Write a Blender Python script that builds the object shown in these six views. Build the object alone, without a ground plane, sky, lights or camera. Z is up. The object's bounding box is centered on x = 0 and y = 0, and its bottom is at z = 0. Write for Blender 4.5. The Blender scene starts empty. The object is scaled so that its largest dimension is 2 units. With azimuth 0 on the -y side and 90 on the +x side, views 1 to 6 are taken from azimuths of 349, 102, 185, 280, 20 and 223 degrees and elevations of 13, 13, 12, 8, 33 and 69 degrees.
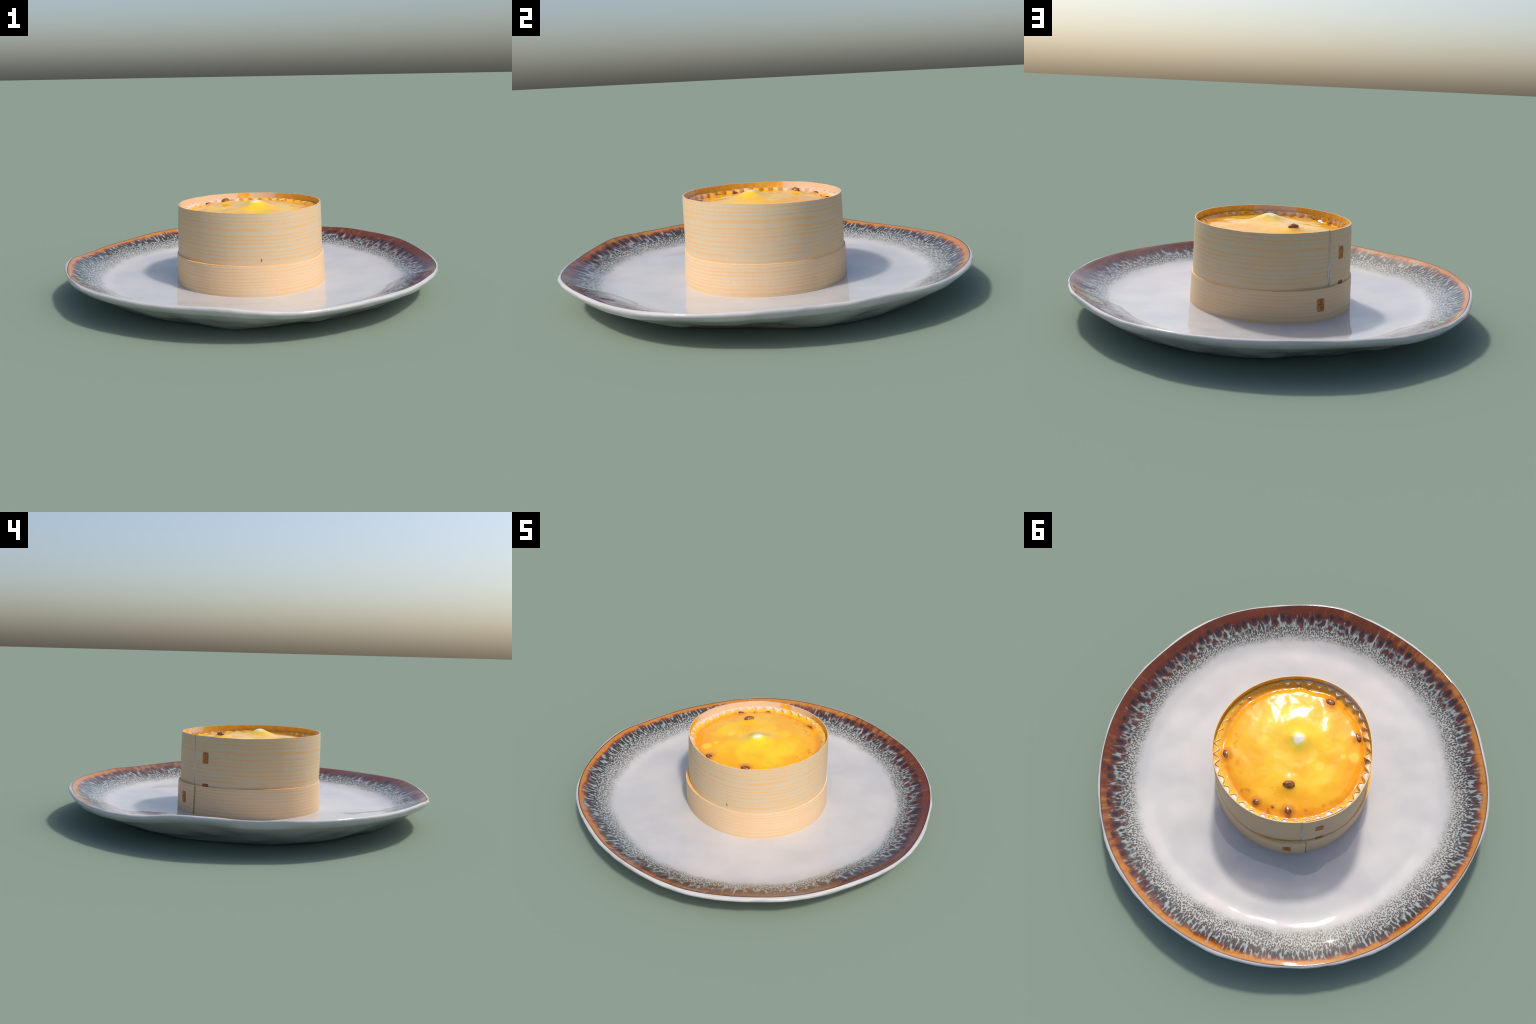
"""A glazed stoneware dinner plate carrying a baked cheese in a round wooden box."""
import bpy, math, random
import numpy as np
from mathutils import Vector, noise as mnoise

rng = random.Random(7)
TAU = 2 * math.pi


# ------------------------------------------------------------------ helpers
def smooth(a, b, x):
    t = np.clip((np.asarray(x, float) - a) / (b - a), 0, 1)
    return t * t * (3 - 2 * t)


def periodic(values, theta):
    """Smooth periodic curve through evenly spaced control values (Catmull-Rom)."""
    v = np.asarray(values, float)
    n = len(v)
    u = (np.asarray(theta) % TAU) / TAU * n
    i = np.floor(u).astype(int)
    f = u - i
    p0, p1, p2, p3 = v[(i - 1) % n], v[i % n], v[(i + 1) % n], v[(i + 2) % n]
    return p1 + .5 * f * (p2 - p0 + f * (2 * p0 - 5 * p1 + 4 * p2 - p3 + f * (3 * (p1 - p2) + p3 - p0)))


def angular(points, theta):
    """Periodic linear-smooth curve through (degrees, value) control points."""
    a = np.array([p[0] for p in points], float)
    b = np.array([p[1] for p in points], float)
    a = np.concatenate([a - 360, a, a + 360])
    b = np.concatenate([b, b, b])
    deg = np.degrees(theta) % 360
    return sum(np.interp(deg + o, a, b) for o in (-6, -3, 0, 3, 6)) / 5


def fbm(x, y, z, octaves=3):
    s, a, f = 0., 1., 1.
    for _ in range(octaves):
        s += a * mnoise.noise(Vector((x * f, y * f, z * f)))
        a *= .5
        f *= 2.03
    return s


def new_object(name, verts, faces, mat, parent=None, smooth_shade=True, loc=(0, 0, 0)):
    me = bpy.data.meshes.new(name)
    me.from_pydata([tuple(map(float, v)) for v in verts], [], [tuple(map(int, f)) for f in faces])
    me.update()
    if smooth_shade:
        me.polygons.foreach_set("use_smooth", [True] * len(me.polygons))
    ob = bpy.data.objects.new(name, me)
    bpy.context.scene.collection.objects.link(ob)
    me.materials.append(mat)
    ob.location = loc
    if parent:
        ob.parent = parent
    return ob


def empty(name, label, category, loc):
    ob = bpy.data.objects.new(name, None)
    bpy.context.scene.collection.objects.link(ob)
    ob["label"] = label
    ob["category"] = category
    ob.location = loc
    return ob


def ring_faces(nrows, n):
    out = []
    for i in range(nrows - 1):
        for j in range(n):
            k = (j + 1) % n
            out.append((i * n + j, i * n + k, (i + 1) * n + k, (i + 1) * n + j))
    return out


# ------------------------------------------------------------- node helpers
class G:
    """Small wrapper to write shader graphs as expressions."""

    def __init__(self, name):
        self.mat = bpy.data.materials.new(name)
        self.mat.use_nodes = True
        self.nt = self.mat.node_tree
        self.nt.nodes.clear()
        self.out = self.nt.nodes.new("ShaderNodeOutputMaterial")
        self.bsdf = self.nt.nodes.new("ShaderNodeBsdfPrincipled")
        self.nt.links.new(self.bsdf.outputs[0], self.out.inputs[0])
        tc = self.nt.nodes.new("ShaderNodeTexCoord")
        self.P = tc.outputs["Object"]
        sx = self.nt.nodes.new("ShaderNodeSeparateXYZ")
        self.nt.links.new(self.P, sx.inputs[0])
        self.x, self.y, self.z = sx.outputs

    def _in(self, sock, v):
        if hasattr(v, "is_linked"):
            self.nt.links.new(v, sock)
        elif sock.type == "RGBA" and len(v) == 3:
            sock.default_value = (*v, 1)
        else:
            sock.default_value = v

    def m(self, op, a, b=0., c=0., clamp=False):
        n = self.nt.nodes.new("ShaderNodeMath")
        n.operation = op
        n.use_clamp = clamp
        for s, v in zip(n.inputs, (a, b, c)):
            self._in(s, v)
        return n.outputs[0]

    def add(self, a, b): return self.m("ADD", a, b)
    def sub(self, a, b): return self.m("SUBTRACT", a, b)
    def mul(self, a, b): return self.m("MULTIPLY", a, b)
    def div(self, a, b): return self.m("DIVIDE", a, b)

    def ss(self, lo, hi, x):
        n = self.nt.nodes.new("ShaderNodeMapRange")
        n.interpolation_type = "SMOOTHSTEP"
        self._in(n.inputs[0], x)
        self._in(n.inputs[1], lo)
        self._in(n.inputs[2], hi)
        n.inputs[3].default_value = 0
        n.inputs[4].default_value = 1
        return n.outputs[0]

    def inv(self, a): return self.m("SUBTRACT", 1., a)

    def vec(self, x, y, z):
        n = self.nt.nodes.new("ShaderNodeCombineXYZ")
        for s, v in zip(n.inputs, (x, y, z)):
            self._in(s, v)
        return n.outputs[0]

    def noise(self, v, scale=1., detail=2., rough=.5, dist=0.):
        n = self.nt.nodes.new("ShaderNodeTexNoise")
        self._in(n.inputs["Vector"], v)
        n.inputs["Scale"].default_value = scale
        n.inputs["Detail"].default_value = detail
        n.inputs["Roughness"].default_value = rough
        n.inputs["Distortion"].default_value = dist
        return n.outputs[0]

    def voronoi(self, v, scale=1., rand=1., dim="3D"):
        n = self.nt.nodes.new("ShaderNodeTexVoronoi")
        n.voronoi_dimensions = dim
        self._in(n.inputs["Vector"], v)
        n.inputs["Scale"].default_value = scale
        n.inputs["Randomness"].default_value = rand
        return n.outputs["Distance"], n.outputs["Color"]

    def mix(self, f, a, b):
        n = self.nt.nodes.new("ShaderNodeMix")
        n.data_type = "RGBA"
        self._in(n.inputs[0], f)
        self._in(n.inputs[6], a)
        self._in(n.inputs[7], b)
        return n.outputs[2]

    def ramp(self, f, stops):
        n = self.nt.nodes.new("ShaderNodeValToRGB")
        cr = n.color_ramp
        while len(cr.elements) < len(stops):
            cr.elements.new(.5)
        for e, (p, c) in zip(cr.elements, stops):
            e.position = p
            e.color = (*c, 1)
        self._in(n.inputs[0], f)
        return n.outputs[0]

    def bump(self, h, strength=.3, distance=.01):
        n = self.nt.nodes.new("ShaderNodeBump")
        n.inputs["Strength"].default_value = strength
        n.inputs["Distance"].default_value = distance
        self._in(n.inputs["Height"], h)
        self.nt.links.new(n.outputs[0], self.bsdf.inputs["Normal"])

    def polar(self):
        r = self.m("SQRT", self.add(self.mul(self.x, self.x), self.mul(self.y, self.y)))
        th = self.m("ARCTAN2", self.y, self.x)
        rs = self.m("MAXIMUM", r, 1e-4)
        return r, th, self.div(self.x, rs), self.div(self.y, rs)

    def arc(self, ct, st, centre, half, soft=4., jitter=None):
        """1 within +-half degrees of an azimuth, soft edges."""
        c = math.radians(centre)
        d = self.add(self.mul(ct, math.cos(c)), self.mul(st, math.sin(c)))
        ang = self.m("ARCCOSINE", self.m("MINIMUM", self.m("MAXIMUM", d, -1.), 1.))
        if jitter is not None:
            ang = self.add(ang, jitter)
        return self.inv(self.ss(math.radians(half - soft), math.radians(half + soft), ang))

    def done(self, color, rough=.5, spec=.5, **kw):
        self._in(self.bsdf.inputs["Base Color"], color)
        self._in(self.bsdf.inputs["Roughness"], rough)
        self.bsdf.inputs["Specular IOR Level"].default_value = spec
        for k, v in kw.items():
            self._in(self.bsdf.inputs[k], v)
        return self.mat


# ------------------------------------------------------------------- plate
# rim crest of the hand-made plate: radius and height at every 10 degrees
RIM_R = [.9752, .977, .9796, .9813, .9812, .983, .9906, .9941, .9927, .9925, .9902, .9874, .9844, .9825, .9832, .9823,
         .9815, .9801, .981, .9887, .9942, .9969, .992, .9809, .9847, .9911, .9864, .9829, .9787, .9805, .9885, .9828,
         .9763, .9843, .9885, .9808]
RIM_Z = [.1618, .1699, .1738, .1725, .1749, .1674, .1632, .1697, .1697, .1721, .1753, .1735, .1669, .1549, .1515, .1521,
         .1618, .1837, .1863, .1796, .1815, .1808, .1796, .1764, .1789, .1816, .1671, .155, .1561, .1621, .1667, .1625,
         .1588, .1558, .154, .158]
# where the underside meets the ground (degrees, radius)
FOOT = [(8, .66), (24, .73), (34, .74), (50, .76), (65, .745), (80, .738), (94, .73), (104, .68), (113, .705),
        (122, .695), (130, .72), (147, .69), (160, .705), (174, .68), (187, .69), (200, .715), (224, .715), (232, .705),
        (238, .675), (246, .735), (254, .745), (262, .73), (269, .685), (280, .695), (294, .72), (320, .715), (338, .715),
        (352, .685)]
FLOOR = .0535
# slow hollows and swells of the hand-thrown well: x, y, height, width
BUMPS = [(.60, -.47, .006, .17), (-.58, .50, .006, .17), (-.25, -.58, .004, .16), (.58, .05, -.006, .16),
         (-.22, .50, -.005, .16)]

WHITE = (.57, .565, .565)


def white_glaze(name):
    g = G(name)
    n1 = g.noise(g.P, 4.5, 3)
    n2 = g.noise(g.P, 22, 2)
    c = g.mix(g.ss(.35, .65, n1), (.485, .478, .476), (.548, .524, .505))
    c = g.mix(g.mul(g.ss(.4, .7, n2), .35), c, (.515, .502, .49))
    return g.done(c, .045, .5)


def glaze_band():
    g = G("reactive_glaze")
    r, th, ct, st = g.polar()
    # crest radius as a short Fourier sum so that the band follows the wavy rim
    t = np.linspace(0, TAU, 720, endpoint=False)
    F = np.fft.rfft(periodic(RIM_R, t)) / 720
    R = F[0].real
    for k in range(1, 16):
        a, b = 2 * F[k].real, -2 * F[k].imag
        amp, ph = math.hypot(a, b), math.atan2(b, a)
        R = g.add(g.mul(g.m("COSINE", g.sub(g.mul(th, float(k)), ph)), amp), R)
    d = g.sub(R, r)
    c0 = math.radians(-18)
    w = g.add(.5, g.mul(.5, g.add(g.mul(ct, math.cos(c0)), g.mul(st, math.sin(c0)))))
    low = g.noise(g.vec(ct, st, 0.), 5., 3.)
    mid = g.noise(g.vec(ct, st, g.mul(d, 2.)), 16., 2.)
    dj = g.add(d, g.add(g.mul(g.sub(low, .5), .030), g.mul(g.sub(mid, .5), .035)))
    d1 = g.add(.030, g.mul(w, .027))
    # radial fibres
    fibre = g.noise(g.vec(g.mul(ct, 150.), g.mul(st, 150.), g.mul(d, 10.)), 1., 2.)
    streak = g.noise(g.vec(g.mul(ct, 75.), g.mul(st, 75.), g.mul(d, 18.)), 1., 3., .6)
    fine = g.noise(g.vec(g.mul(ct, 130.), g.mul(st, 130.), g.mul(d, 75.)), 1., 2., .6)
    smear = g.noise(g.vec(g.mul(ct, 22.), g.mul(st, 22.), g.mul(d, 5.)), 1., 3., .6)
    # brown lip
    tb = g.m("DIVIDE", dj, d1, clamp=True)
    orange = g.mix(g.ss(.25, .85, g.add(w, g.mul(g.sub(smear, .5), 1.3))), (.50, .195, .028), (.155, .038, .014))
    deep = g.mix(w, (.25, .055, .018), (.085, .022, .014))
    brown = g.mix(g.ss(.0015, .008, g.add(d, g.mul(g.sub(fibre, .5), .004))), (.085, .022, .014), orange)
    brown = g.mix(g.ss(.5, 1., tb), brown, deep)
    brown = g.mix(g.mul(g.mul(g.ss(.5, .66, low), g.inv(g.ss(.25, .7, tb))), g.mul(w, .8)), brown, (.075, .024, .02))
    brown = g.mix(g.mul(g.ss(.48, .7, fibre), .22), brown, (.08, .02, .012))
    # cell network below it: dark cells, long outside and small inside, in a pale net
    p = g.div(g.sub(dj, d1), g.sub(.168, d1))
    jx = g.mul(g.sub(fine, .5), .9)
    jy = g.mul(g.sub(streak, .5), 1.1)
    big, bigc = g.voronoi(g.vec(g.add(g.mul(th, 66.), jx), g.add(g.mul(d, 28.), jy), 0.), 1., .9, '2D')
    small, _ = g.voronoi(g.vec(g.add(g.mul(th, 122.), jx), g.add(g.mul(d, 84.), jy), 0.), 1., .95, '2D')
    blend = g.ss(g.add(.10, g.mul(w, .12)), g.add(.55, g.mul(w, .25)), p)
    cell = g.add(g.mul(big, g.inv(blend)), g.mul(small, blend))
    lenp = g.add(p, g.mul(g.sub(streak, .5), .6))
    thr = g.m('MAXIMUM', g.add(g.add(.55, g.mul(w, .07)), g.mul(lenp, -.265)), .04)
    net = g.ss(g.sub(thr, .12), g.add(thr, .15), g.add(g.add(cell, g.mul(g.sub(streak, .5), .22)), g.mul(g.sub(fine, .5), .24)))
    cov = g.mul(net, g.ss(-.15, .12, g.add(p, g.mul(g.sub(streak, .5), .8))))
    dark = g.mix(g.ss(.4, .62, fine), (.060, .026, .022), (.036, .048, .048))
    dark = g.mix(g.ss(.35, .9, p), dark, (.115, .108, .09))
    base = g.mix(g.ss(-.05, g.add(.10, g.mul(w, .32)), p), brown, dark)
    pale = g.mix(g.ss(.1, .75, p), (.27, .32, .305), (.395, .40, .375))
    col = g.mix(cov, base, pale)
    # drops that ran down the glaze on the dark side
    yy = g.mul(g.sub(g.sub(d, d1), .021), 13.)
    vd, vc = g.voronoi(g.vec(g.mul(th, 17.5), g.add(.5, yy), 0.), 1., .6, '2D')
    row = g.inv(g.ss(.42, .6, g.m("ABSOLUTE", g.add(yy, g.mul(g.sub(low, .5), .5)))))
    some = g.mul(row, g.ss(.25, .5, g.add(w, g.mul(g.sub(smear, .5), .8))))
    jag = g.add(vd, g.mul(g.sub(fine, .5), .14))
    ring = g.mul(g.ss(.34, .44, jag), g.inv(g.ss(.47, .58, jag)))
    col = g.mix(g.mul(g.mul(ring, some), g.mul(g.ss(.05, .2, p), .45)), col, pale)
    drop = g.mul(g.inv(g.ss(.28, .40, jag)), some)
    core = g.mul(g.inv(g.ss(.12, .30, jag)), g.inv(g.ss(.0, .30, yy)))
    dcol = g.mix(core, (.100, .026, .017), (.016, .020, .028))
    col = g.mix(g.mul(drop, .92), col, dcol)
    white = g.mix(g.ss(.35, .65, g.noise(g.P, 4.5, 3)), (.485, .478, .476), (.548, .524, .505))
    grey = g.mix(g.ss(.8, 1.3, p), (.42, .405, .385), white)
    col = g.mix(g.ss(.82, 1.22, g.add(p, g.mul(g.sub(streak, .5), .25))), col, grey)
    return g.done(col, .045, .5)


def build_plate():
    plate = empty("dinner_plate", "round wavy stoneware plate with brown reactive glaze rim", "plate", (0, 0, 0))
    n = 720
    th = np.linspace(0, TAU, n, endpoint=False)
    R, Z = periodic(RIM_R, th), periodic(RIM_Z, th)
    foot = angular(FOOT, th)
    rows, zone = [], []

    def row(r, z, name):
        rows.append(np.stack([r * np.cos(th), r * np.sin(th), np.broadcast_to(z, th.shape)], 1))
        zone.append(name)

    # rise of the bowl: share of the height between floor and crest
    kr = np.array([0, .42, .50, .60, .65, .70, .735, .76, .785, .81, .84, .87, .90, .93, .96, .985, .995, 1.0])
    kf = np.array([0, .0, .035, .078, .115, .150, .168, .190, .235, .300, .390, .490, .590, .700, .825, .945, .985, 1.0])
    rise = np.concatenate([np.linspace(.004, .70, 50), np.linspace(.705, 1., 60)])

    def share(q):
        return sum(np.interp(q + o, kr, kf) for o in (-.012, -.006, 0, .006, .012)) / 5 if q < .98 else np.interp(q, kr, kf)
    for q in rise:
        rr = q * R
        wob = np.array([.0026 * fbm(r * math.cos(a) * 5, r * math.sin(a) * 5, 3.1, 2) for r, a in zip(rr, th)])
        for bx, by, bh, bs in BUMPS:
            wob += bh / 1.0 * np.exp(-((rr * np.cos(th) - bx) ** 2 + (rr * np.sin(th) - by) ** 2) / (bs * bs))
        k = smooth(.42, .6, q) * (1 - .4 * smooth(.97, 1, q))
        row(rr, FLOOR + (Z - FLOOR) * share(q) + wob * k * (1. + 1.2 * smooth(.8, .9, q) * (1 - smooth(.97, 1, q))),
            "well" if q < .752 else "glazed_rim")
    zone[-1] = "glazed_rim"
    # rounded white lip then the outer slope down to the foot
    lipn = np.array([.9 * fbm(math.cos(a) * 3.2, math.sin(a) * 3.2, .5, 2) + .35 * fbm(math.cos(a) * 13, math.sin(a) * 13, 4.5, 2) for a in th])
    lip = np.clip(1.0 + .8 * lipn, .45, 1.7)
    for dr, dz in ((.003, -.0005), (.0065, -.002), (.0095, -.0048), (.0112, -.0090), (.0112, -.0140), (.0094, -.0190),
                   (.0055, -.0250), (-.001, -.032), (-.009, -.040)):
        row(R + dr * lip, Z + dz, "underside")
    r_end, z_end = R - .009 * lip, Z - .040
    for f in np.linspace(.03, 1, 42):
        bow = (-.001 + .005 * smooth(.4, 1., .5 + .5 * np.cos(th - math.radians(243))) + .008 * smooth(.4, 1., .5 + .5 * np.cos(th - math.radians(42)))) * math.sin(math.pi * f)
        rr = r_end + (foot - r_end) * f
        zz = z_end * (1 - f) - bow
        lump = np.array([fbm(r * math.cos(a) * 4.5, r * math.sin(a) * 4.5, 9., 2) for r, a in zip(rr, th)])
        zz = zz + lump * .014 * math.sin(math.pi * min(1, f ** 1.5)) - .004 * lump * f ** 6
        zz = np.maximum(zz, .0005 + .06 * (1 - f))
        row(rr, zz, "underside" if f < .93 else "foot")
    for f in (.985, .955, .9, .8, .65, .5, .35, .2, .01):
        row(foot * f, .0 if f > .97 else (.004 if f > .94 else .008), "foot")
    V = np.concatenate(rows)
    faces = ring_faces(len(rows), n)
    V[:, 2] = np.maximum(V[:, 2], 0)
    full = bpy.data.meshes.new("whole_plate")
    full.from_pydata(V.tolist(), [], faces)
    full.update()
    full.polygons.foreach_set("use_smooth", [True] * len(full.polygons))
    vn = np.empty(len(V) * 3)
    full.vertex_normals.foreach_get("vector", vn)
    vn = vn.reshape(-1, 3)
    mats = {"well": white_glaze("white_glaze"), "glazed_rim": glaze_band(), "underside": white_glaze("white_underglaze")}
    mats["foot"] = mats["underside"]
    # a face between two rows belongs to the zone of its second row
    for name in ("well", "glazed_rim", "underside", "foot"):
        ids = [i for i in range(1, len(rows)) if zone[i] == name]
        lo, hi = min(ids) - 1, max(ids)
        sub = V[lo * n:(hi + 1) * n]
        ff = ring_faces(hi - lo + 1, n)
        extra = []
        if name == "well":
            extra = [tuple(reversed(range(n)))]
        if name == "foot":
            k = (hi - lo) * n
            extra = [tuple(range(k, k + n))]
        ff = [tuple(reversed(f)) for f in ff] + [tuple(reversed(e)) for e in extra]
        nn = [-Vector(v) for v in vn[lo * n:(hi + 1) * n]]
        ob = new_object(name, sub, ff, mats[name], plate)
        ob.data.normals_split_custom_set_from_vertices(nn)
    bpy.data.meshes.remove(full)
    return plate


# --------------------------------------------------------------- wooden box
BZ = FLOOR                       # the box stands on the plate floor
TILT = (.0035, -.0125)           # gentle lean of the top edge


def wood(name, lines, cream, latewood, line_w, seed, stain=False):
    """Veneer with horizontal growth lines; each ring darkens to a sharp upper edge."""
    g = G(name)
    r, th, ct, st = g.polar()
    flow = g.noise(g.vec(g.mul(ct, 1.6), g.mul(st, 1.6), g.add(g.mul(g.z, 3.), seed)), 1., 2.)
    fine = g.noise(g.vec(g.mul(ct, 7.), g.mul(st, 7.), g.mul(g.z, 26.)), 1., 2.)
    space = g.noise(g.vec(0., seed + 3., g.z), 13., 1.)
    # small figure around a knot
    u = g.add(g.mul(g.z, lines), g.add(g.mul(flow, .9), g.add(g.mul(fine, .10), g.mul(space, 2.6))))
    s = g.m("FRACT", u)
    line = g.mul(g.ss(1. - line_w, .90, s), g.inv(g.ss(.93, 1., s)))
    vary = g.ss(.3, .62, g.noise(g.vec(g.mul(ct, 1.2), g.mul(st, 1.2), g.m("FLOOR", u)), 1.7, 1.))
    line = g.mul(line, g.add(.4, g.mul(vary, .75)))
    grain = g.noise(g.vec(g.mul(ct, 45.), g.mul(st, 45.), g.mul(g.z, 420.)), 1., 2.)
    c = g.mix(line, cream, latewood)
    warm = g.ss(.42, .68, g.noise(g.vec(ct, st, g.mul(g.z, 5.)), 1.6, 2.))
    c = g.mix(g.mul(warm, .3), c, latewood)
    c = g.mix(g.mul(g.ss(.4, .75, grain), .16), c, tuple(v * .6 for v in latewood))
    pore = g.noise(g.vec(g.mul(ct, 26.), g.mul(st, 26.), g.mul(g.z, 150.)), 1., 1.)
    c = g.mix(g.mul(g.ss(.79, .83, pore), .6), c, (.16, .10, .05))
    if stain:
        # the inside is soaked with golden cheese over most of its turn
        j = g.mul(g.sub(g.noise(g.P, 22., 3.), .5), .16)
        side = g.sub(r, .3795)
        a = g.m("MAXIMUM", g.arc(ct, st, -5, 63, 1.6, j), g.arc(ct, st, 216.5, 40.5, 1.6, j))
        a = g.m("MAXIMUM", a, g.arc(ct, st, 86, 5, 2., g.mul(j, 1.5)))
        gold = g.mix(g.ss(.35, .65, g.noise(g.P, 30., 3.)), (.74, .36, .018), (.84, .45, .03))
        c = g.mix(g.mul(a, .92), (.74, .52, .33), gold)
    h = g.add(g.mul(grain, .35), g.mul(s, .4))
    g.bump(h, .18, .002)
    return g.done(c, .55, .3)


def strip(name, mat, parent, start, turn, radius, z0, z1, thick, rows=16, n=760, edge=.001):
    """A bent veneer strip: start azimuth, signed turn in degrees, radius(phi, t), heights as functions."""
    V, F = [], []
    prof = []
    for t in np.linspace(0, 1, rows):
        prof.append(("o", t))
    for t in np.linspace(1, 0, rows):
        prof.append(("i", t))
    m = len(prof)
    for i in range(n + 1):
        phi = turn * i / n
        a = math.radians(start + phi)
        ca, sa = math.cos(a), math.sin(a)
        for side, t in prof:
            r = radius(abs(phi), t)
            lo, hi = z0(a), z1(a)
            z = lo + (hi - lo) * t
            if side == "i":
                r -= thick
            # eased edges
            if t == 1 or t == 0:
                r += -edge if side == "o" else edge
                z += -.0002 if t == 1 else .0002
            V.append((r * ca, r * sa, z))
    for i in range(n):
        for j in range(m):
            k = (j + 1) % m
            f = (i * m + j, (i + 1) * m + j, (i + 1) * m + k, i * m + k)
            F.append(f if turn > 0 else tuple(reversed(f)))
    cap0 = tuple(range(m))
    cap1 = tuple(reversed(range(n * m, n * m + m)))
    F += [cap0, cap1] if turn > 0 else [tuple(reversed(cap0)), tuple(reversed(cap1))]
    ob = new_object(name, V, F, mat, parent)
    ob.data.set_sharp_from_angle(angle=math.radians(50))
    return ob


def patch(name, mat, parent, a0, a1, z0, z1, radius, thick=.0012, nx=10, nz=10, rough=.04):
    """A thin curved plate hugging the wall (burnt marks, glue)."""
    V, F = [], []
    seed = rng.random() * 50
    for layer in (1, 0):
        for j in range(nz + 1):
            for i in range(nx + 1):
                u, v = i / nx, j / nz
                eu = 1 + rough * 2 * fbm(v * 5, seed, 1., 2) * (1 if abs(u - .5) > .4 else .5)
                ev = 1 + rough * 1.4 * fbm(u * 4, seed, 7., 2)
                eu *= 1 - .16 * smooth(.38, .5, abs(v - .5))
                a = math.radians((a0 + a1) / 2 + (a1 - a0) * (u - .5) * eu)
                z = (z0 + z1) / 2 + (z1 - z0) * (v - .5) * ev
                r = radius(a, z) + (thick if layer else -.003)
                V.append((r * math.cos(a), r * math.sin(a), z))
    w = nx + 1
    o = w * (nz + 1)
    for j in range(nz):
        for i in range(nx):
            q = j * w + i
            F.append((q, q + 1, q + w + 1, q + w))
            F.append((o + q, o + q + w, o + q + w + 1, o + q + 1))
    loop = [i for i in range(w)] + [j * w + nx for j in range(1, nz + 1)] + \
           [nz * w + i for i in range(nx - 1, -1, -1)] + [j * w for j in range(nz - 1, 0, -1)]
    for k in range(len(loop)):
        p, q = loop[k], loop[(k + 1) % len(loop)]
        F.append((p, o + p, o + q, q))
    ob = new_object(name, V, F, mat, parent)
    ob.data.set_sharp_from_angle(angle=math.radians(50))
    return ob


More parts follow.
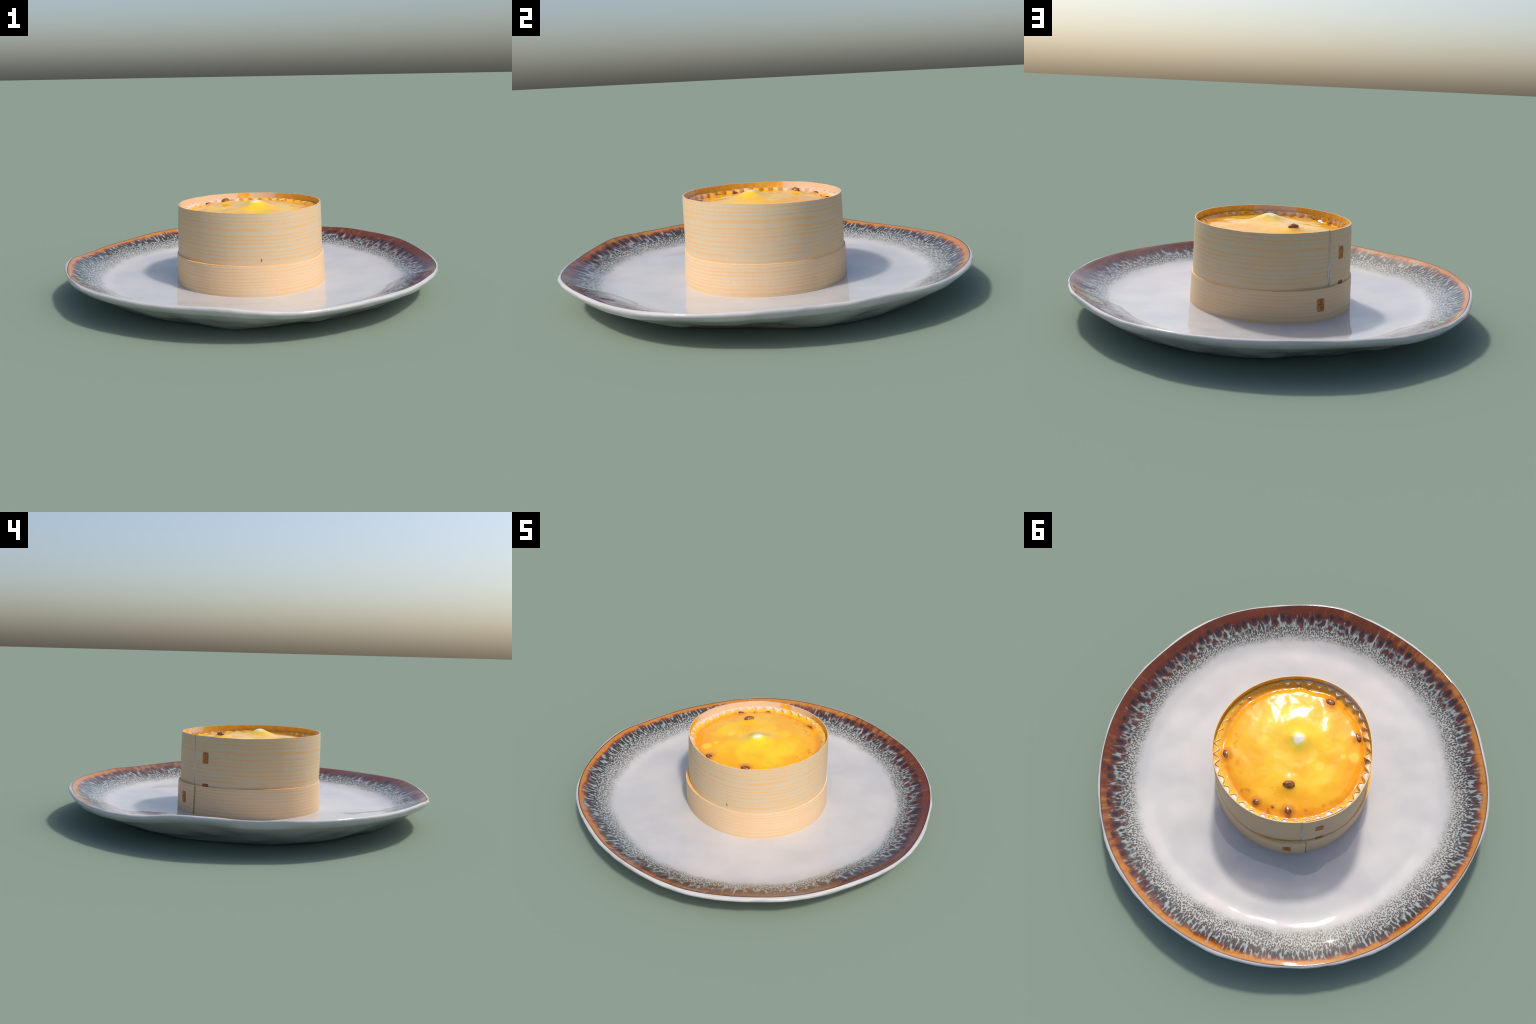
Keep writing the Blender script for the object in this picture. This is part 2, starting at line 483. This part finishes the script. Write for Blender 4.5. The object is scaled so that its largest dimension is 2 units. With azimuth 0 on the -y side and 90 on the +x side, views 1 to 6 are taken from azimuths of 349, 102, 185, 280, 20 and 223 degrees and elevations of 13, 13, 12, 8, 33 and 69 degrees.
def build_box():
    box = empty("boxed_cheese", "baked golden cheese in a round spruce veneer box", "food", (0, 0, 0))
    CREAM, LATE = (.665, .54, .37), (.79, .47, .205)
    wall_mat = wood("spruce_veneer", 46., CREAM, LATE, .66, 0.)
    inner_mat = wood("cheese_soaked_veneer", 40., (.72, .52, .30), (.74, .46, .22), .5, 4., True)
    collar_mat = wood("pale_collar_veneer", 60., (.76, .57, .37), (.80, .50, .245), .72, 9.)

    # the hand-bent veneer is not quite round: radius and height of its edges every 15 degrees
    TOP_R = [.381, .3866, .3912, .3935, .3941, .3931, .3902, .3853, .3801, .3776, .3793, .3832, .3844, .3804, .3742,
             .3718, .3759, .3829, .3866, .3847, .3795, .3751, .3738, .376]
    TOP_Z = [.4783, .4755, .4733, .4719, .4705, .4696, .4699, .4709, .4721, .4733, .4743, .4744, .474, .4745, .4764,
             .4784, .479, .4793, .48, .4808, .4808, .4807, .481, .4805]
    COLLAR_R = [.3958, .3975, .3989, .3986, .3972, .3973, .4005, .4043, .4057, .4047, .4033, .4026, .4026, .403, .4025,
                .3992, .3945, .3915, .3905, .3917, .3929, .3928, .3931, .3942]
    BASE_R = [.402, .403, .404, .404, .404, .405, .406, .408, .410, .412, .411, .409, .406, .404, .400, .395, .393,
              .394, .398, .400, .400, .400, .401, .402]

    def top(a):
        return float(periodic(TOP_Z, a)) - .0006 + .0012 * fbm(math.cos(a) * 6, math.sin(a) * 6, 2., 2)

    T = .0065
    OV = 9.                         # lap thickness in mm, outer layer over the hidden end

    def wall_r(phi, t):
        a = math.radians(140.5 + phi)
        lap = .0025 * (1 - smooth(30, 60, phi)) - .0045 * smooth(359, 363, phi)
        rt, rc = float(periodic(TOP_R, a)), float(periodic(COLLAR_R, a)) - .0095
        low = min(rc, rt + .008)
        return float(low + (rt - low) * t + .0032 * math.sin(math.pi * t) + .0008 + lap)

    def collar_r(phi, t):
        a = math.radians(143.3 - phi)
        lap = .003 * (1 - smooth(14, 42, phi)) - .003 * smooth(340, 361, phi)
        rb, rc = float(periodic(BASE_R, a)), float(periodic(COLLAR_R, a))
        return float(rb + (rc - rb) * t + lap)

    wall = strip("box_wall", wall_mat, box, 140.5, 392.5, wall_r, lambda a: BZ + .004, top, T)
    # the inner face is stained: give it its own material by face
    wall.data.materials.append(inner_mat)
    m = 32
    for k, p in enumerate(wall.data.polygons):
        if len(p.vertices) == 4 and 15 < (k % m) < 31:
            p.material_index = 1

    def ctop(a):
        y = .4 * math.sin(a)
        return .2090 - .0115 * y - .003 * math.cos(a) + .0014 * fbm(math.cos(a) * 4, math.sin(a) * 4, 8., 3)
    strip("box_collar", collar_mat, box, 143.3, -380., collar_r, lambda a: BZ - .002, ctop, .0085, rows=10)

    # orange-yellow ring in the groove between wall and collar
    g = G("orange_yellow_groove")
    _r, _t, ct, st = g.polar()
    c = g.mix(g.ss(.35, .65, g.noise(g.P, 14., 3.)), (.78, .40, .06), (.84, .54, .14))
    c = g.mix(g.arc(ct, st, -45, 62, 14.), c, (.93, .74, .30))  # paler yellow arc drawn where the collar's top edge catches light
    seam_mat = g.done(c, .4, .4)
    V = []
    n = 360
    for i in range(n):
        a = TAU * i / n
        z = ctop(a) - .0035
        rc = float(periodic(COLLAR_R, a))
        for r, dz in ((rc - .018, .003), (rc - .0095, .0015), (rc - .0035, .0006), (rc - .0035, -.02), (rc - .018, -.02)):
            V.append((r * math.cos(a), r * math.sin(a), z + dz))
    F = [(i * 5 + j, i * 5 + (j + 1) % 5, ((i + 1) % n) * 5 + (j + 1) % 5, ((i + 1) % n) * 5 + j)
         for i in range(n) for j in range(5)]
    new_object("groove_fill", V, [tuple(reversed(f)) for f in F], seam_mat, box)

    # box floor hidden under the cheese
    V = [(.374 * math.cos(TAU * i / 96), .374 * math.sin(TAU * i / 96), z) for z in (BZ + .004, BZ + .016) for i in range(96)]
    F = [tuple(reversed(range(96))), tuple(range(96, 192))] + [(i, (i + 1) % 96, 96 + (i + 1) % 96, 96 + i) for i in range(96)]
    new_object("box_base", V, F, wall_mat, box, False)

    # burnt brown marks
    g = G("burnt_mark")
    c = g.ramp(g.noise(g.P, 60., 3.), [(.3, (.26, .075, .016)), (.5, (.45, .155, .03)), (.72, (.59, .27, .065))])
    c = g.mix(g.ss(.55, .7, g.noise(g.vec(g.mul(g.x, 40.), g.mul(g.y, 40.), g.mul(g.z, 160.)), 1., 2.)), c, (.17, .05, .014))
    burnt = g.done(c, .5, .35)
    g = G("dark_burnt_mark")
    burnt2 = g.done(g.ramp(g.noise(g.P, 70., 3.), [(.35, (.18, .04, .012)), (.7, (.46, .13, .03))]), .45, .35)

    def wr(a, z):
        phi = (math.degrees(a) - 140.5) % 360
        t = (z - BZ - .004) / (top(a) - BZ - .004)
        return wall_r(phi, t)

    def cr(a, z):
        phi = (143.3 - math.degrees(a)) % 360
        t = (z - BZ + .002) / (ctop(a) - BZ + .002)
        return collar_r(phi, t)
    patch("burnt_mark", burnt, box, 149.8, 155.6, .330, .390, wr)
    patch("burnt_mark", burnt2, box, 150.4, 156.2, .196, .224, wr)
    patch("burnt_mark", burnt, box, 127.4, 133.3, .102, .164, cr)
    g = G("dried_glue")
    glue = g.done(g.mix(g.ss(.4, .6, g.noise(g.P, 50., 2.)), (.56, .53, .50), (.70, .64, .54)), .4, .4)

    def wr_in(a, z):
        return wr(a % TAU if math.degrees(a) > 141 else a + TAU, z)
    patch("glue_bead", glue, box, 139.2, 140.5, .214, .440, lambda a, z: wall_r(359.5, (z - BZ) / .42) + .0012, .001, 4, 40, .9)
    g = G("amber_seam_line")
    amber = g.done((.42, .22, .05), .4, .4)
    patch("glue_bead", amber, box, 143.2, 144.1, .056, .198, lambda a, z: collar_r(359., (z - BZ) / .155), .0012, 3, 30, .3)  # thin brown line along the collar's overlap edge

    # knot in the veneer
    V, F = [], []
    g = G("wood_knot")
    knot = g.done(g.mix(g.ss(.4, .6, g.noise(g.P, 120., 2.)), (.36, .13, .04), (.22, .07, .025)), .5, .3)
    patch("wood_knot", knot, box, -93.4, -92.7, .236, .249, wr, .0005, 6, 8, .9)

    def inner(a, z=.44):
        phi = (math.degrees(a) - 140.5) % 360
        t = (z - BZ) / (top(a) - BZ)
        r = wall_r(phi, t)
        if phi < 33:
            r = min(r, wall_r(phi + 360, t))
        return r - T
    build_cheese(box, inner)
    return box


# ------------------------------------------------------------------- cheese
PEAK = (.015, -.044)
# dark seeds: x, y, half length, half width, half height, heading, lift of the cheese around it
SEEDS = [(-.111, .152, .0285, .0185, .014, 38, .020), (.215, .247, .0245, .0160, .0082, 164, .010),
         (.050, -.302, .0255, .0165, .0082, 16, .009), (-.173, -.262, .0250, .0150, .0088, 154, .009),
         (-.057, .313, .0180, .0150, .0082, 60, .009), (-.193, .239, .0235, .0155, .0082, 158, .008),
         (-.128, .276, .006, .005, .005, 0, .003), (-.294, -.203, .0190, .0135, .011, 120, .004)]
PLEATS = 43


def cheese_z(x, y):
    r = math.hypot(x, y)
    z = .4600 - .265 * r ** 2 + .006 * y * (1 - 3 * float(smooth(.28, .34, r))) + .010 * x * min(1, r / .2)
    z -= .010 * float(smooth(.302, .340, r + .008 * fbm(x * 11, y * 11, 6., 2)))
    z += .017 * float(smooth(.336, .370, r)) + .010 * max(0, x / max(r, .01)) * float(smooth(.322, .350, r))
    dp = math.hypot(x - PEAK[0], y - PEAK[1])
    ang = math.atan2(y - PEAK[1], x - PEAK[0])
    w = .060 * (1 + .16 * math.sin(2 * ang + .6) + .12 * math.sin(3 * ang + 1))
    z += .0285 * math.exp(-(dp / w) ** 1.9)
    z += .010 * math.exp(-(math.hypot(x - PEAK[0] - .045, y - PEAK[1] + .035) / .045) ** 2)
    for sx, sy, a, b, h, hd, lift in SEEDS:
        ds = math.hypot(x - sx, y - sy)
        z += lift * math.exp(-(ds / (a * 1.55)) ** 1.8)
    flow = fbm(x * 9 + 3, y * 9, 1.7, 2)
    z += .0042 * flow + .0008 * fbm(x * 24, y * 24, 4., 2)
    z += .0016 * fbm(x * 42, y * 42, 8., 2) * float(smooth(.28, .33, r))
    return z


def build_cheese(box, inner):
    g = G("melted_cheese")
    r, th, ct, st = g.polar()
    warp = g.noise(g.P, 8., 3.)
    big = g.noise(g.vec(g.add(g.x, g.mul(warp, .1)), g.add(g.y, g.mul(warp, .1)), 0.), 6.5, 3.)
    c = g.mix(g.ss(.33, .68, big), (.89, .405, .012), (.93, .54, .022))
    # browner towards the edge
    c = g.mix(g.mul(g.ss(.20, .345, g.add(r, g.mul(g.sub(warp, .5), .12))), .6), c, (.86, .34, .012))
    c = g.mix(g.mul(g.mul(g.ss(.318, .332, g.add(r, g.mul(g.sub(warp, .5), .03))), g.inv(g.ss(.342, .356, r))), .45), c, (.70, .22, .012))
    rust = g.mul(g.ss(.60, .70, g.noise(g.P, 19., 3.)), g.ss(.23, .32, r))
    c = g.mix(g.mul(rust, .7), c, (.55, .17, .012))
    c = g.mix(g.mul(g.ss(.350, .366, r), .6), c, (.90, .50, .035))
    # pale islands
    for px, py, pr in ((-.229, -.175, .034), (-.19, -.135, .02), (.02, .02, .10), (-.06, -.03, .06), (-.15, -.02, .03)):
        dd = g.m("SQRT", g.add(g.m("POWER", g.sub(g.x, px), 2.), g.m("POWER", g.sub(g.y, py), 2.)))
        dd = g.add(dd, g.mul(g.sub(warp, .5), pr * 1.3))
        c = g.mix(g.mul(g.inv(g.ss(pr * .55, pr, dd)), .5 if pr < .05 else .3), c, (.94, .68, .10))
    # little scorched freckles
    fr, _ = g.voronoi(g.P, 34.)
    c = g.mix(g.mul(g.mul(g.inv(g.ss(.05, .16, fr)), g.ss(.55, .62, g.noise(g.P, 5., 1.))), .55), c, (.40, .12, .01))
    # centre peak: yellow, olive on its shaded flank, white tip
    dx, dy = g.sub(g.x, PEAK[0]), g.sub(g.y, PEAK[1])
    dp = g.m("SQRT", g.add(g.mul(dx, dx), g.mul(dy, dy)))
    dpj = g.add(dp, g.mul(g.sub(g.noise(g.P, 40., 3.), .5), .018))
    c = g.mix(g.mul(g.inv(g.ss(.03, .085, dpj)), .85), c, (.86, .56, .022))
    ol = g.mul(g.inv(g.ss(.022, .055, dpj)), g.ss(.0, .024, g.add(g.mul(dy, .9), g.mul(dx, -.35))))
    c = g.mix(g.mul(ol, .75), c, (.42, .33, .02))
    tipx, tipy = g.sub(g.x, PEAK[0] - .002), g.sub(g.y, PEAK[1] + .006)
    dt = g.m("SQRT", g.add(g.mul(tipx, tipx), g.mul(tipy, tipy)))
    dt = g.add(dt, g.mul(g.sub(g.noise(g.P, 38., 3.), .5), .030))
    c = g.mix(g.mul(g.inv(g.ss(.026, .052, dt)), .6), c, (.92, .74, .16))
    c = g.mix(g.inv(g.ss(.019, .031, dt)), c, (.80, .75, .62))
    # browned halos at the seeds
    for sx, sy, sa, sb, sh, hd, lift in SEEDS[1:]:
        e = g.m("SQRT", g.add(g.m("POWER", g.sub(g.x, sx), 2.), g.m("POWER", g.sub(g.y, sy), 2.)))
        c = g.mix(g.mul(g.inv(g.ss(sa * .8, sa * 1.9, g.add(e, g.mul(g.sub(warp, .5), .02)))), .55), c, (.50, .14, .012))
    hx, hy = g.sub(g.x, SEEDS[0][0]), g.sub(g.y, SEEDS[0][1])
    dh = g.m("SQRT", g.add(g.mul(hx, hx), g.mul(hy, hy)))
    c = g.mix(g.mul(g.inv(g.ss(.018, .042, g.add(dh, g.mul(g.sub(warp, .5), .03)))), .5), c, (.42, .19, .012))
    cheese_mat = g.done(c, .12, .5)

    n, m = 256, 110
    V = [(0, 0, cheese_z(0, 0))]
    for i in range(1, m + 1):
        q = .374 * (i / m) ** .92
        for j in range(n):
            a = TAU * j / n
            qq = q * (1 + (inner(a) - .0015 - .374) / .374 * float(smooth(.30, .374, q)))
            V.append((qq * math.cos(a), qq * math.sin(a), cheese_z(q * math.cos(a), q * math.sin(a))))
    F = [(0, 1 + j, 1 + (j + 1) % n) for j in range(n)]
    for i in range(m - 1):
        for j in range(n):
            k = (j + 1) % n
            F.append((1 + i * n + j, 1 + (i + 1) * n + j, 1 + (i + 1) * n + k, 1 + i * n + k))
    # body down to the box base
    base = 1 + (m - 1) * n
    b = len(V)
    V += [(.366 * math.cos(TAU * j / n), .366 * math.sin(TAU * j / n), BZ + .0165) for j in range(n)]
    for j in range(n):
        k = (j + 1) % n
        F.append((base + j, b + j, b + k, base + k))
    F.append(tuple(reversed(range(b, b + n))))
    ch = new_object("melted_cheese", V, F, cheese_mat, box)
    ch.data.set_sharp_from_angle(angle=math.radians(60))

    # seeds
    g = G("toasted_seed")
    sc = g.ramp(g.noise(g.P, 70., 3.), [(.3, (.085, .024, .010)), (.5, (.22, .07, .018)), (.7, (.44, .17, .045))])
    seed_mat = g.done(sc, .26, .45)
    nu, nv = 28, 18
    for k, (sx, sy, a, bb, h, hd, lift) in enumerate(SEEDS):
        V, F = [], []
        ch_, sh_ = math.cos(math.radians(hd)), math.sin(math.radians(hd))
        z0 = cheese_z(sx, sy) - h * (.3 if k == 0 else .5)
        for j in range(nv + 1):
            la = -math.pi / 2 + math.pi * j / nv
            for i in range(nu):
                lo = TAU * i / nu
                ex = math.cos(la) * math.cos(lo)
                ey = math.cos(la) * math.sin(lo)
                ez = math.sin(la)
                pinch = 1 - .28 * max(0, ex) ** 2          # one pointed end
                s = 1 + (.13 if k == 0 else .06) * fbm(ex * 2 + k * 5, ey * 2, ez * 2, 2)
                px, py, pz = ex * a * s, ey * bb * pinch * s, ez * h * pinch * s
                V.append((sx + px * ch_ - py * sh_, sy + px * sh_ + py * ch_, z0 + pz))
        for j in range(nv):
            for i in range(nu):
                q = (i + 1) % nu
                F.append((j * nu + i, j * nu + q, (j + 1) * nu + q, (j + 1) * nu + i))
        new_object("seed", V, F, seed_mat, box)

    # pleated paper cup between cheese and wood
    g = G("greasy_paper")
    r, th, ct, st = g.polar()
    j = g.mul(g.sub(g.noise(g.P, 14., 3.), .5), .35)
    white = g.m("MAXIMUM", g.arc(ct, st, 133, 46, 6., j), g.arc(ct, st, -95, 22, 6., j))
    pn = g.noise(g.P, 26., 3.)
    gold = g.mix(g.ss(.35, .65, pn), (.84, .44, .03), (.90, .62, .18))
    paper = g.mix(g.ss(.4, .7, g.noise(g.P, 60., 3.)), (.80, .66, .60), (.80, .56, .42))
    zt = g.sub(g.z, g.mul(g.y, -.012))
    wet = g.mul(g.inv(g.ss(.424, .436, g.add(zt, g.mul(g.sub(pn, .5), .02)))), .85)
    c = g.mix(white, g.mix(g.mul(g.ss(.5, .66, g.noise(g.P, 9., 2.)), .8), gold, paper), paper)
    c = g.mix(wet, c, (.88, .46, .025))
    paper_mat = g.done(c, .25, .5)
    g = G("soaked_paper_fold")
    pp = g.mix(g.ss(.4, .7, g.noise(g.P, 60., 3.)), (.82, .68, .60), (.84, .58, .42))
    r, th, ct, st = g.polar()
    gold2 = g.mul(g.ss(.46, .58, g.noise(g.P, 11., 2.)), g.inv(g.arc(ct, st, 133, 46, 6.)))
    fold_mat = g.done(g.mix(g.mul(gold2, .75), pp, (.90, .56, .10)), .28, .5)

    n = PLEATS * 22
    off = math.radians(102.3)
    # amplitude, height and skew vary from pleat to pleat
    amp = [1.12 + rng.uniform(-.35, .3) for _ in range(PLEATS)]
    skew = [rng.uniform(-.25, .25) for _ in range(PLEATS)]
    hgt = [rng.uniform(-.004, .004) for _ in range(PLEATS)]
    levels = np.linspace(0, 1, 12)
    V, F, edge = [], [], []
    m = 2 * len(levels)
    for i in range(n):
        a = off + TAU * (i / n + .0045 * math.sin(TAU * i / n * 5 + 1) / 5 + .006 * math.sin(TAU * i / n * 11) / 11)
        ph = (i / n * PLEATS) % PLEATS
        k = int(round(ph)) % PLEATS
        d = ph - round(ph)                 # -0.5 .. 0.5, 0 on the inward fold
        dd = d + skew[k] * (.25 - d * d) * .8
        wave = .5 + .5 * math.cos(TAU * dd)
        wave = wave ** .65
        zt = .4455 + TILT[1] * .36 * math.sin(a) + hgt[k] * wave + .002 * fbm(math.cos(a) * 4, math.sin(a) * 4, 6., 2)
        wr0 = inner(a) + .0006
        edge.append((math.cos(a), math.sin(a), wr0 - .021 * amp[k] * wave, inner(a), zt))
        for t in levels:
            ang = a + .010 * math.sin(3.0 * t) * skew[k]
            r = wr0 - .0024 - (.021 + .004 * (1 - t)) * amp[k] * wave - .003 * (1 - t)
            V.append((r * math.cos(ang), r * math.sin(ang), .385 + (zt - .385) * t))
        for t in levels[::-1]:
            r = wr0 - (.021 + .004 * (1 - t)) * amp[k] * wave - .003 * (1 - t)
            V.append((r * math.cos(a), r * math.sin(a), .385 + (zt - .385) * t))
    for i in range(n):
        q = (i + 1) % n
        for j2 in range(m):
            k = (j2 + 1) % m
            F.append((i * m + j2, i * m + k, q * m + k, q * m + j2))
    liner = new_object("pleated_paper", V, F, paper_mat, box)
    liner.data.set_sharp_from_angle(angle=math.radians(60))
    # the folds are closed behind: soaked paper from the pleat edge back to the wood
    V, F = [], []
    for i, (ca, sa, rw, wi, zt) in enumerate(edge):
        for r, dz in ((min(rw + .0012, wi), -.003), (min(rw + (wi - rw) * .5 + .0012, wi), -.0055), (wi + .003, -.003), (wi + .003, -.04), (min(rw + .0012, wi), -.04)):
            V.append((r * ca, r * sa, zt + dz))
    for i in range(n):
        for j2 in range(5):
            k, q = (j2 + 1) % 5, (i + 1) % n
            F.append((i * 5 + j2, i * 5 + k, q * 5 + k, q * 5 + j2))
    new_object("paper_fold", V, F, fold_mat, box)


build_plate()
build_box()
